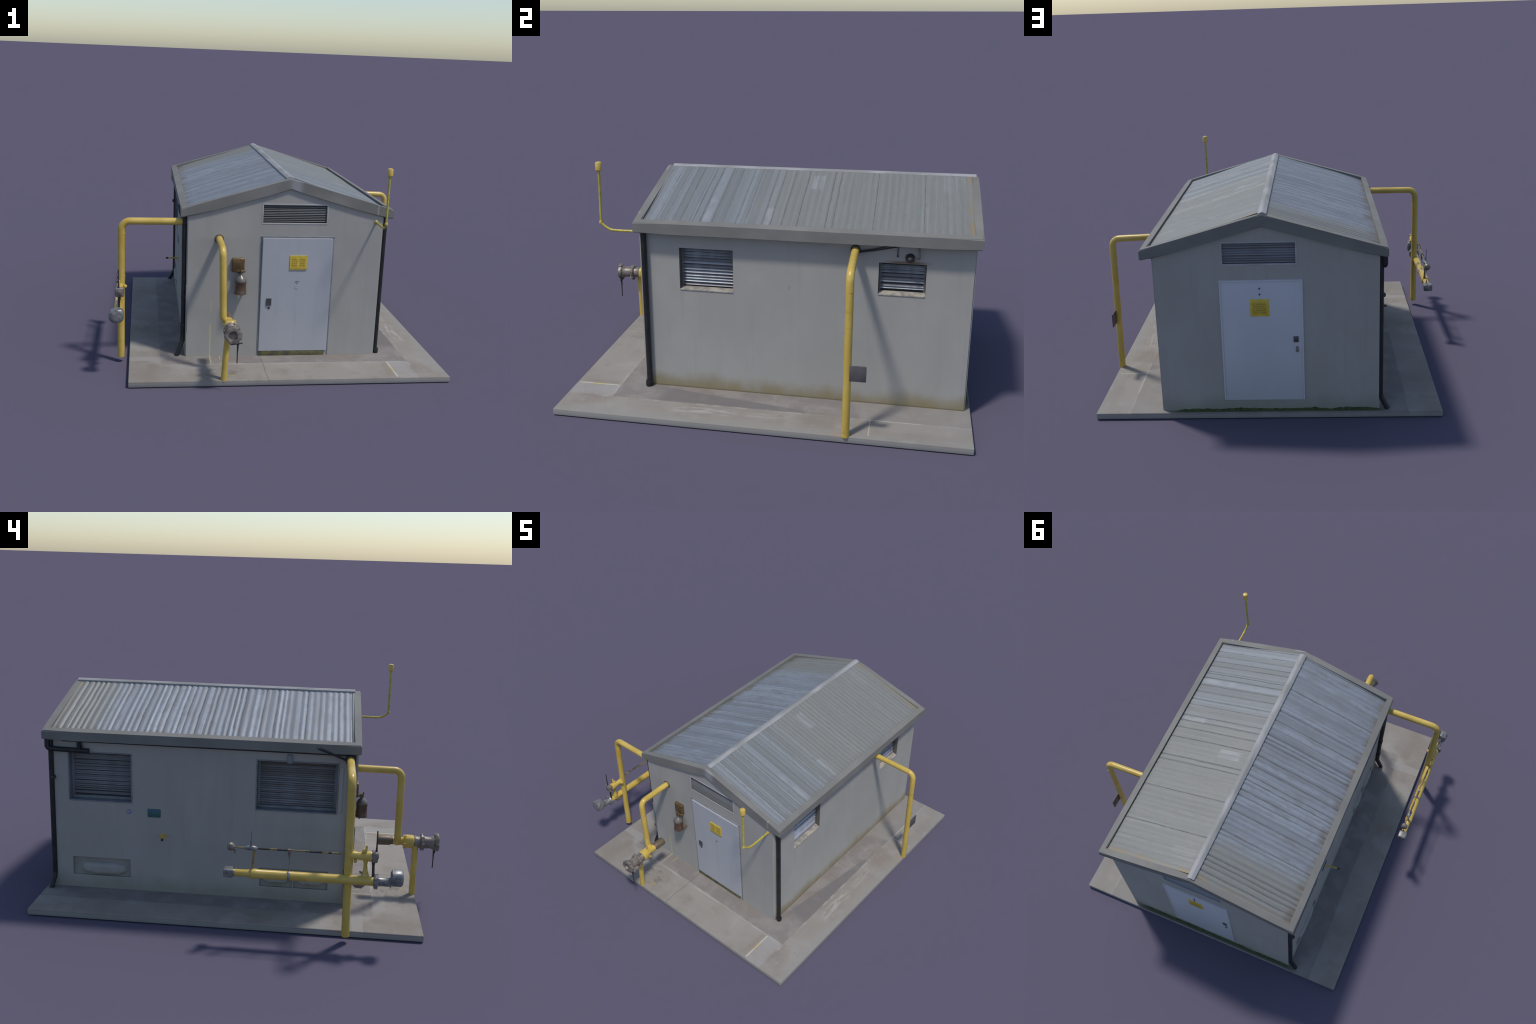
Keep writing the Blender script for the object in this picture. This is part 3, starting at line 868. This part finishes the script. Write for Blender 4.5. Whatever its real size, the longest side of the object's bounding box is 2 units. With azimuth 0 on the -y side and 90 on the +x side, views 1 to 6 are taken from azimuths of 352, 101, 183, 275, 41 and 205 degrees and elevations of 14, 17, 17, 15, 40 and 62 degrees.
# ------------------------------------------------------------------ downpipes and conduits
tube("downpipe", [(0.5785, -0.527, 0.822), (0.5785, -0.526, 0.06), (0.583, -0.530, 0.032)], 0.0130, "black", 0.02)
lathe("downpipe_shoe", (0.582, -0.528, 0.028), (0, 0, 1), [(0, 0.015), (0.012, 0.017), (0.028, 0.0165), (0.034, 0.0145)], "black", bpy.data.objects["downpipe"], seg=20)
dp = tube("downpipe", [(-0.511, -0.528, 0.822), (-0.511, -0.528, 0.215), (-0.512, -0.529, 0.12), (-0.544, -0.538, 0.030)], 0.0130, "black", 0.03, wobble=0.08)
box("pipe_clip", (WX0 + 0.004, -0.543, 0.360), (-0.525, -0.512, 0.378), "black", 0.003, dp)
box("pipe_clip", (WX0 + 0.004, -0.544, 0.196), (-0.526, -0.512, 0.216), "black", 0.003, dp)
dp2 = tube("downpipe", [(-0.501, 0.960, 0.815), (-0.501, 0.961, 0.10), (-0.536, 0.970, 0.033)], 0.0130, "black", 0.05, wobble=0.06)
bm = bmesh.new()
add_tube(bm, bend_path([(-0.518, 0.972, 0.826), (-0.519, 0.972, 0.764), (-0.513, 0.900, 0.760), (-0.510, 0.765, 0.757)], 0.016), 0.0125, 16)
add_tube(bm, [(-0.511, 0.815, 0.758), (-0.512, 0.815, 0.822)], 0.0095, 14)
add_tube(bm, [(-0.511, 0.795, 0.760), (-0.512, 0.800, 0.775), (-0.512, 0.808, 0.815)], 0.004, 10)
make("overflow_pipe", bm, "black", dp2, 40)
lathe("pipe_clip", (-0.498, 0.950, 0.613), (-1, 0, 0), [(0, 0.012), (0.020, 0.011), (0.026, 0.006)], "dark", dp2, seg=14, lump=0.002)
# black tube modelling the shadow line under the pipe-side eave; cables to the sleeves
tube("eave_shadow_tube", [(-0.507, 0.90, 0.806), (-0.507, 0.2, 0.804), (-0.508, -0.50, 0.803)], 0.0065, "black", 0.05, 12)
tube("cable", [(-0.538, -0.36, 0.835), (-0.535, -0.42, 0.812), (-0.524, -0.47, 0.790), (-0.508, -0.508, 0.772)], 0.0055, "black", 0.03, 12)
bm = bmesh.new()
add_tube(bm, bend_path([(0.571, 0.455, 0.765), (0.571, 0.53, 0.778), (0.573, 0.64, 0.803)], 0.1), 0.0030, 10)
add_tube(bm, bend_path([(0.571, 0.455, 0.771), (0.571, 0.53, 0.785), (0.573, 0.62, 0.808)], 0.1), 0.0026, 10)
make("cable", bm, "dark", None, 40)
box("corner_shading_strip", (WX0 - 0.001, WY0 + 0.002, 0.17), (WX0 + 0.009, WY0 - 0.004, 0.44), "vent_frame", 0.0015)  # slim box giving solid form to shading seen beside the downpipe

# ------------------------------------------------------------------ lamp on the sunny side
lamp = lathe("lamp", (0.563, 0.690, 0.751), (1, 0, 0), [(0, 0.020), (0.008, 0.021), (0.018, 0.017), (0.030, 0.010), (0.034, 0.004)], "dark", None, seg=20, lump=0.003)
bm = bmesh.new()
add_tube(bm, bend_path([(0.578, 0.700, 0.753), (0.582, 0.731, 0.753), (0.582, 0.726, 0.816)], 0.006), 0.0038, 10)
make("lamp_bracket", bm, "iron", lamp, 40)
bm = bmesh.new()
add_tube(bm, [(0.571, 0.636, 0.818), (0.571, 0.636, 0.768), (0.571, 0.636, 0.755)], [0.002, 0.002, 0.0045], 10)
make("cable_end", bm, "dark", lamp, 40)

# ------------------------------------------------------------------ pipe on the long side
pe = tube("gas_pipe", [(WX1 - 0.02, 0.451, 0.778), (0.874, 0.455, 0.769), (0.8835, 0.457, 0.028)], 0.0172, "yellow", 0.040, 24)
bm = bmesh.new()
add_tube(bm, [(WX1 - 0.003, 0.451, 0.777), (WX1 + 0.010, 0.451, 0.777)], 0.022, 20)
make("pipe_sleeve", bm, "dark", pe, 40)
bm = bmesh.new()
add_box(bm, (0.889, 0.466, 0.296), (0.896, 0.537, 0.368), 0.003, 2)
make("bracket_plate", bm, "plate", pe, 40)
bm = bmesh.new()
for z, r in ((0.690, 0.0178), (0.535, 0.0176)):
    add_tube(bm, [(0.874 + (0.769 - z) * 0.0128, 0.4555, z + 0.0015), (0.874 + (0.769 - z) * 0.0128, 0.4555, z - 0.0015)], r, 24)
add_tube(bm, [(0.815, 0.4545, 0.7697), (0.818, 0.4545, 0.7696)], 0.0177, 24)
make("weld_seam", bm, "yellow_old", pe, 40)

# ------------------------------------------------------------------ free-standing pipe rig beside the slab
pw = tube("gas_pipe", [(WX0 + 0.02, -0.515, 0.779), (-0.8410, -0.5155, 0.778), (-0.8435, -0.5270, 0.028)], 0.0188, "yellow", 0.045, 24)
bm = bmesh.new()
add_tube(bm, [(WX0 + 0.003, -0.515, 0.779), (WX0 - 0.020, -0.515, 0.779)], 0.025, 20)
make("pipe_sleeve", bm, "dark", pw, 40)
bm = bmesh.new()
add_tube(bm, [(-0.787, -0.515, 0.7772), (-0.790, -0.515, 0.7772)], 0.0193, 24)
add_tube(bm, [(-0.8398, -0.5165, 0.712), (-0.8398, -0.5165, 0.709)], 0.0193, 24)
make("weld_seam", bm, "yellow_old", pw, 40)

BX, BZ = -0.859, 0.3125                                  # axis of the thick horizontal main
bm = bmesh.new()
add_lathe(bm, (BX, -0.645, BZ), (0, 1, 0), [(0, 0.0200), (0.015, 0.0212), (0.10, 0.0212), (0.532, 0.0212), (0.536, 0.0228), (0.558, 0.0228), (0.563, 0.0175), (0.60, 0.0160), (0.642, 0.0165)], 28)
main = make("main_pipe", bm, "yellow", pw, 40)
bm = bmesh.new()                                         # steel end plug towards the back, squared off
add_box(bm, (BX - 0.023, -0.005, BZ - 0.0195), (BX + 0.027, 0.041, BZ + 0.0195), 0.006, 3)
add_lathe(bm, (BX, -0.009, BZ), (0, 1, 0), [(0, 0.017), (0.002, 0.0180), (0.008, 0.0180)], 20)
make("end_plug", bm, "steel", pw, 40)
bm = bmesh.new()                                         # coupling, neck and octagonal cap towards the front
add_lathe(bm, (BX, -0.636, BZ), (0, -1, 0), [(0, 0.021), (0.003, 0.030), (0.010, 0.033), (0.018, 0.030), (0.022, 0.022), (0.030, 0.020), (0.072, 0.020), (0.080, 0.024)], 28, lump=0.0015)
make("coupling", bm, "steel", pw, 40)
bm = bmesh.new()
add_lathe(bm, (BX + 0.001, -0.712, BZ + 0.021), (-0.05, -1, 0.04), [(0, 0.026), (0.008, 0.036), (0.045, 0.038), (0.054, 0.032), (0.057, 0.018)], 24, squareness=0.25, lump=0.004, phase=0.2)
make("end_cap", bm, "steel", pw, 40)
bm = bmesh.new()
add_lathe(bm, (BX, -0.262, BZ), (0, 1, 0), [(0, 0.0214), (0.002, 0.0228), (0.011, 0.0228), (0.013, 0.0214)], 28)
make("clamp_band", bm, "steel", pw, 40)

# thin sensing line above the main
LZ = 0.434
bm = bmesh.new()
line = [(-0.853, -0.015, 0.432), (-0.854, -0.10, 0.434), (-0.858, -0.25, 0.436), (-0.862, -0.40, 0.437), (-0.866, -0.50, 0.437)]
add_tube(bm, [V(line[0]).lerp(V(line[-1]), k / 60) + V((0.003 * math.sin(k * 0.05), 0, 0)) for k in range(61)], 0.0040, 12, wobble=0.35)
sense = make("sensing_line", bm, "line_paint", pw, 40)
bm = bmesh.new()                                         # stretches where the paint is gone
for a, b in ((-0.115, -0.165), (-0.200, -0.245), (-0.345, -0.400), (-0.43, -0.445)):
    fx = lambda y: -0.853 - 0.0265 * (-0.015 - y)
    fz = lambda y: 0.4325 + 0.010 * (-0.015 - y)
    add_tube(bm, [(fx(a), a, fz(a)), (fx(b), b, fz(b))], 0.0047, 12)
make("bare_line", bm, "dark", sense, 40)
lathe("line_knob", (-0.852, 0.027, 0.434), (0, -1, 0), [(0, 0.006), (0.004, 0.015), (0.014, 0.0195), (0.026, 0.018), (0.034, 0.010), (0.038, 0.005)], "iron", sense, seg=20, lump=0.002)
bm = bmesh.new()
add_lathe(bm, (-0.854, -0.048, 0.433), (0, -1, 0), [(0, 0.005), (0.008, 0.009), (0.03, 0.011), (0.045, 0.012), (0.058, 0.009), (0.062, 0.004)], 16, lump=0.003)
add_tube(bm, [(-0.856, -0.081, 0.440), (-0.857, -0.081, 0.462), (-0.858, -0.082, 0.475), (-0.858, -0.082, 0.515)], [0.006, 0.004, 0.0024, 0.0016], 10)
make("needle_valve", bm, "steel", sense, 40)
bm = bmesh.new()
add_tube(bm, [(-0.855, -0.096, 0.430), (-0.854, -0.093, 0.38), (-0.853, -0.090, 0.345), (-0.853, -0.090, 0.325)], [0.0058, 0.0050, 0.0062, 0.009], 14, wobble=0.15)
make("riser", bm, "line_paint", sense, 40)
bm = bmesh.new()
add_tube(bm, [(-0.858, -0.255, 0.440), (-0.858, -0.255, 0.425), (-0.857, -0.256, 0.40), (-0.857, -0.256, 0.392), (-0.855, -0.256, 0.345), (-0.854, -0.256, 0.330)], [0.008, 0.0075, 0.004, 0.0016, 0.0012, 0.005], 10)
add_tube(bm, [(-0.853, -0.008, 0.425), (-0.853, -0.008, 0.410), (-0.853, -0.008, 0.399)], [0.008, 0.005, 0.001], 10)
add_tube(bm, [(-0.853, -0.008, 0.322), (-0.853, -0.008, 0.335), (-0.853, -0.008, 0.350)], [0.008, 0.0045, 0.001], 10)
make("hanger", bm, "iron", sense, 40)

# upper branch valve on the standpipe
bm = bmesh.new()
add_lathe(bm, (-0.845, -0.525, 0.425), (0, -1, 0), [(0, 0.017), (0.012, 0.020), (0.022, 0.0165), (0.045, 0.0175), (0.070, 0.021), (0.092, 0.023), (0.104, 0.022)], 24, lump=0.004)
valve = make("valve", bm, "yellow_old", pw, 40)
bm = bmesh.new()
add_box(bm, (-0.872, -0.650, 0.402), (-0.824, -0.622, 0.452), 0.008, 3)
add_lathe(bm, (-0.846, -0.640, 0.427), (0, -1, 0), [(0, 0.018), (0.010, 0.017), (0.014, 0.009)], 20, lump=0.002)
make("valve_head", bm, "iron", valve, 40)
bm = bmesh.new()
add_tube(bm, [(-0.853, -0.641, 0.440), (-0.854, -0.642, 0.475), (-0.854, -0.641, 0.549)], [0.006, 0.0035, 0.0030], 10)
add_tube(bm, [(-0.850, -0.632, 0.41), (-0.851, -0.632, 0.385), (-0.851, -0.634, 0.345), (-0.852, -0.636, 0.322)], [0.010, 0.006, 0.006, 0.010], 12)
make("valve_stem", bm, "dark", valve, 40)
bm = bmesh.new()
add_tube(bm, [(-0.850, -0.597, 0.44), (-0.850, -0.598, 0.478)], 0.0045, 12)
add_lathe(bm, (-0.850, -0.588, 0.446), (0, 0, 1), [(0, 0.010), (0.008, 0.009), (0.014, 0.003)], 14, lump=0.002)
add_tube(bm, [(-0.849, -0.597, 0.41), (-0.850, -0.597, 0.385), (-0.851, -0.598, 0.360), (-0.852, -0.598, 0.332)], [0.012, 0.0075, 0.010, 0.019], 14, wobble=0.15)
add_lathe(bm, (-0.850, -0.551, 0.392), (0, 0, 1), [(0, 0.004), (0.004, 0.008), (0.011, 0.008), (0.016, 0.005)], 14)
add_lathe(bm, (-0.826, -0.545, 0.430), (1, 0, 0), [(0, 0.012), (0.006, 0.012), (0.010, 0.007), (0.014, 0.006)], 14)
make("valve_fitting", bm, "yellow_old", valve, 40)
bm = bmesh.new()
add_tube(bm, [(-0.853, -0.545, 0.298), (-0.853, -0.560, 0.287), (-0.853, -0.580, 0.285), (-0.853, -0.600, 0.298)], [0.010, 0.014, 0.014, 0.010], 14, wobble=0.15)
add_tube(bm, [(-0.851, -0.580, 0.345), (-0.850, -0.575, 0.352), (-0.850, -0.570, 0.352)], [0.008, 0.005, 0.001], 10)
make("drain_fitting", bm, "iron", valve, 40)

# ------------------------------------------------------------------ pipe in front of the entrance wall
ps = tube("gas_pipe", [(-0.3285, WY0 + 0.02, 0.6945), (-0.3300, -0.777, 0.6925), (-0.319, -0.783, 0.335), (-0.293, -0.784, 0.300)], 0.0182, "yellow", [0.036, 0.020], 24)
lathe("pipe_sleeve", (-0.3286, WY0 + 0.003, 0.6945), (0, -1, 0), [(0, 0.026), (0.006, 0.025), (0.008, 0.0195)], "rust", ps, seg=24)
SX, SZ = -0.288, 0.308                                  # axis of the horizontal filter body
bm = bmesh.new()
add_lathe(bm, (SX, -0.762, SZ), (0, -1, 0), [(0, 0.0205), (0.048, 0.0205), (0.056, 0.0245), (0.061, 0.030), (0.068, 0.0335), (0.102, 0.0335), (0.107, 0.029), (0.110, 0.025)], 28, squareness=0.22, lump=0.0015)
hub = make("filter_body", bm, "yellow", ps, 40)
bm = bmesh.new()
add_lathe(bm, (SX, -0.766, SZ), (0, 1, 0), [(0, 0.019), (0.010, 0.020), (0.020, 0.0245), (0.075, 0.0255), (0.084, 0.0245), (0.0842, 0.019), (0.055, 0.0185)], 24, lump=0.0015)
make("sleeve", bm, "rust", hub, 40)
bm = bmesh.new()
add_lathe(bm, (SX, -0.866, SZ), (0, -1, 0), [(0, 0.027), (0.008, 0.032), (0.016, 0.030), (0.026, 0.029), (0.034, 0.030), (0.037, 0.040), (0.041, 0.043), (0.047, 0.042), (0.051, 0.036), (0.055, 0.031), (0.085, 0.030), (0.097, 0.033), (0.105, 0.037)], 28, lump=0.002)
make("reducer", bm, "iron", hub, 40)
bm = bmesh.new()                                         # hollow, toothed quick coupling
prof = [(0, 0.033), (0.004, 0.041), (0.012, 0.043), (0.022, 0.042), (0.026, 0.036), (0.025, 0.024), (0.008, 0.020), (0.004, 0.006)]
add_lathe(bm, (SX, -0.970, SZ + 0.003), (0, -1, 0.02), prof, 28, lump=0.009)
for k in range(3):
    a = 0.5 + k * math.tau / 3
    c = V((SX + 0.039 * math.sin(a), -0.984, SZ + 0.003 + 0.039 * math.cos(a)))
    add_lathe(bm, c, (0, -1, 0), [(-0.010, 0.005), (-0.008, 0.008), (0.006, 0.008), (0.009, 0.004)], 10, lump=0.002)
make("hose_coupling", bm, "iron", hub, 40)
bm = bmesh.new()
add_tube(bm, [(-0.300, -0.978, 0.262), (-0.262, -0.978, 0.265), (-0.240, -0.976, 0.268)], [0.004, 0.0045, 0.0035], 10)
add_tube(bm, [(-0.264, -0.977, 0.285), (-0.263, -0.978, 0.262), (-0.264, -0.978, 0.215), (-0.264, -0.978, 0.162)], [0.007, 0.0055, 0.0030, 0.0028], 10)
make("lever", bm, "dark", hub, 40)
tube("support_leg", [(-0.300, -0.876, 0.300), (-0.308, -0.876, 0.20), (-0.317, -0.877, 0.026)], 0.0158, "yellow", 0.2, 24, parent=ps)

def bolt_ring(name, c, r, size, n, mat, parent, length, phase=0.0):
    """Hexagonal bolts set round a flange whose axis is y; they share one mesh."""
    bm = bmesh.new()
    add_lathe(bm, (0, -length / 2, 0), (0, 1, 0), [(0, size * 0.8), (0.001, size), (length - 0.001, size), (length, size * 0.8)], 6)
    first = make(name, bm, mat, parent, 30)
    for k in range(n):
        ob = first if k == 0 else first.copy()
        if k:
            bpy.context.scene.collection.objects.link(ob)
            ob.parent = parent
        a = math.tau * k / n + phase
        ob.location = (c[0] + r * math.sin(a), c[1], c[2] + r * math.cos(a))
        ob.rotation_euler = (0, a * 1.7, 0)


bolt_ring("bolt", (SX, -0.911, SZ), 0.040, 0.0050, 7, "iron", hub, 0.019, 0.3)
bolt_ring("bolt", (SX, -0.823, SZ), 0.033, 0.0048, 5, "yellow_old", hub, 0.016, 0.9)
bolt_ring("bolt", (BX, -0.648, BZ), 0.031, 0.0045, 6, "steel", pw, 0.016, 0.2)

# ------------------------------------------------------------------ alarm bottle on the entrance wall
bm = bmesh.new()
add_box(bm, (-0.258, WY0 + 0.002, 0.517), (-0.190, WY0 - 0.020, 0.593), 0.006, 3)
al = make("alarm_box", bm, "bronze", None, 40)
bm = bmesh.new()
BYC = -0.596
add_lathe(bm, (-0.211, BYC, 0.402), (0, 0, 1), [(0, 0.026), (0.003, 0.0315), (0.008, 0.0315), (0.012, 0.0290), (0.060, 0.0290), (0.066, 0.0305), (0.072, 0.0305)], 28, squareness=0.10)
make("bottle", bm, "bottle", al, 40)
bm = bmesh.new()
add_lathe(bm, (-0.211, BYC, 0.474), (0, 0, 1), [(0, 0.0302), (0.004, 0.0300), (0.014, 0.0265), (0.024, 0.019), (0.030, 0.012), (0.034, 0.0085), (0.044, 0.0085)], 28, lump=0.001)
make("bottle_dome", bm, "bottle_top", al, 40)
bm = bmesh.new()
add_tube(bm, [(-0.213, WY0 - 0.020, 0.512), (-0.212, BYC + 0.02, 0.520), (-0.211, BYC, 0.518)], [0.012, 0.010, 0.010], 14, wobble=0.2)
add_tube(bm, [(-0.235, BYC + 0.028, 0.522), (-0.211, BYC + 0.010, 0.524), (-0.188, BYC + 0.022, 0.522)], [0.006, 0.008, 0.006], 12, wobble=0.2)
add_tube(bm, [(-0.211, BYC, 0.515), (-0.213, BYC - 0.006, 0.530), (-0.214, BYC - 0.004, 0.538)], [0.005, 0.003, 0.005], 10)
make("bottle_fitting", bm, "bronze", al, 40)
bm = bmesh.new()
add_tube(bm, [(-0.180, WY0 + 0.002, 0.418), (-0.183, BYC + 0.03, 0.418), (-0.186, BYC + 0.012, 0.418)], [0.006, 0.006, 0.008], 12, wobble=0.2)
add_tube(bm, [(-0.238, BYC + 0.010, 0.404), (-0.246, BYC + 0.012, 0.402)], [0.005, 0.003], 10)
make("bottle_bracket", bm, "rust", al, 40)

# ------------------------------------------------------------------ vent mast by the corner
bm = bmesh.new()
path = [V((0.522, WY0 + 0.01, 0.795)), V((0.521, -0.60, 0.794)), V((0.520, -0.66, 0.7935))]
for k in range(11):                                      # easy sweep up into the riser
    a = math.radians(48) * k / 10
    path.append(V((0.520 - 0.0060 * k / 10, -0.685 - 0.088 * math.sin(a), 0.7935 + 0.088 * (1 - math.cos(a)))))
path += [V((0.5132, -0.7545, 0.832)), V((0.5130, -0.755, 0.850)), V((0.5132, -0.7535, 0.95)), V((0.5135, -0.7515, 1.075))]
path = [p for i in range(len(path) - 1) for p in (path[i], path[i].lerp(path[i + 1], 0.34), path[i].lerp(path[i + 1], 0.67))] + [path[-1]]
add_tube(bm, path, 0.0060, 16, wobble=0.25)
mast = make("vent_mast", bm, "mast", None, 40)
lathe("mast_elbow", (0.5132, -0.757, 0.820), (0, 0.15, 1), [(0, 0.005), (0.003, 0.009), (0.012, 0.0092), (0.018, 0.006)], "yellow_old", mast, seg=16, lump=0.001)
lathe("mast_cap", (0.5135, -0.7515, 1.071), (0, 0, 1), [(0, 0.006), (0.004, 0.012), (0.008, 0.0155), (0.037, 0.0160), (0.043, 0.0135), (0.0455, 0.008)], "yellow", mast, seg=24)
lathe("mast_rose", (0.522, WY0 + 0.002, 0.795), (0, -1, 0), [(0, 0.011), (0.005, 0.010), (0.008, 0.0065)], "yellow_old", mast, seg=16)

# ------------------------------------------------------------------ moss along the foot of the back wall
bm = bmesh.new()
nx, nz = 160, 5
rows = []
for i in range(nx + 1):
    x = -0.505 + 1.00 * i / nx
    size = 0.55 + 0.5 * mnoise.noise(V((x * 9, 2.2, 0))) + 0.25 * mnoise.noise(V((x * 40, 5.2, 0)))
    size = max(0.15, size) * min(1, (0.505 - abs(x + 0.005)) * 14 + 0.1)
    row = []
    for j in range(nz + 1):
        a = math.pi / 2 * j / nz
        k = 1 + 0.35 * mnoise.noise(V((x * 120, j * 0.9, 7)))
        row.append(bm.verts.new((x, WY1 - 0.001 + 0.013 * size * k * math.cos(a) , SLAB_TOP - 0.001 + 0.017 * size * k * math.sin(a))))
    rows.append(row)
for A, B in zip(rows, rows[1:]):
    for j in range(nz):
        bm.faces.new((A[j], B[j], B[j + 1], A[j + 1]))
mo = make("moss", bm, "moss", None, 60)
mo["kind"] = "stuff"
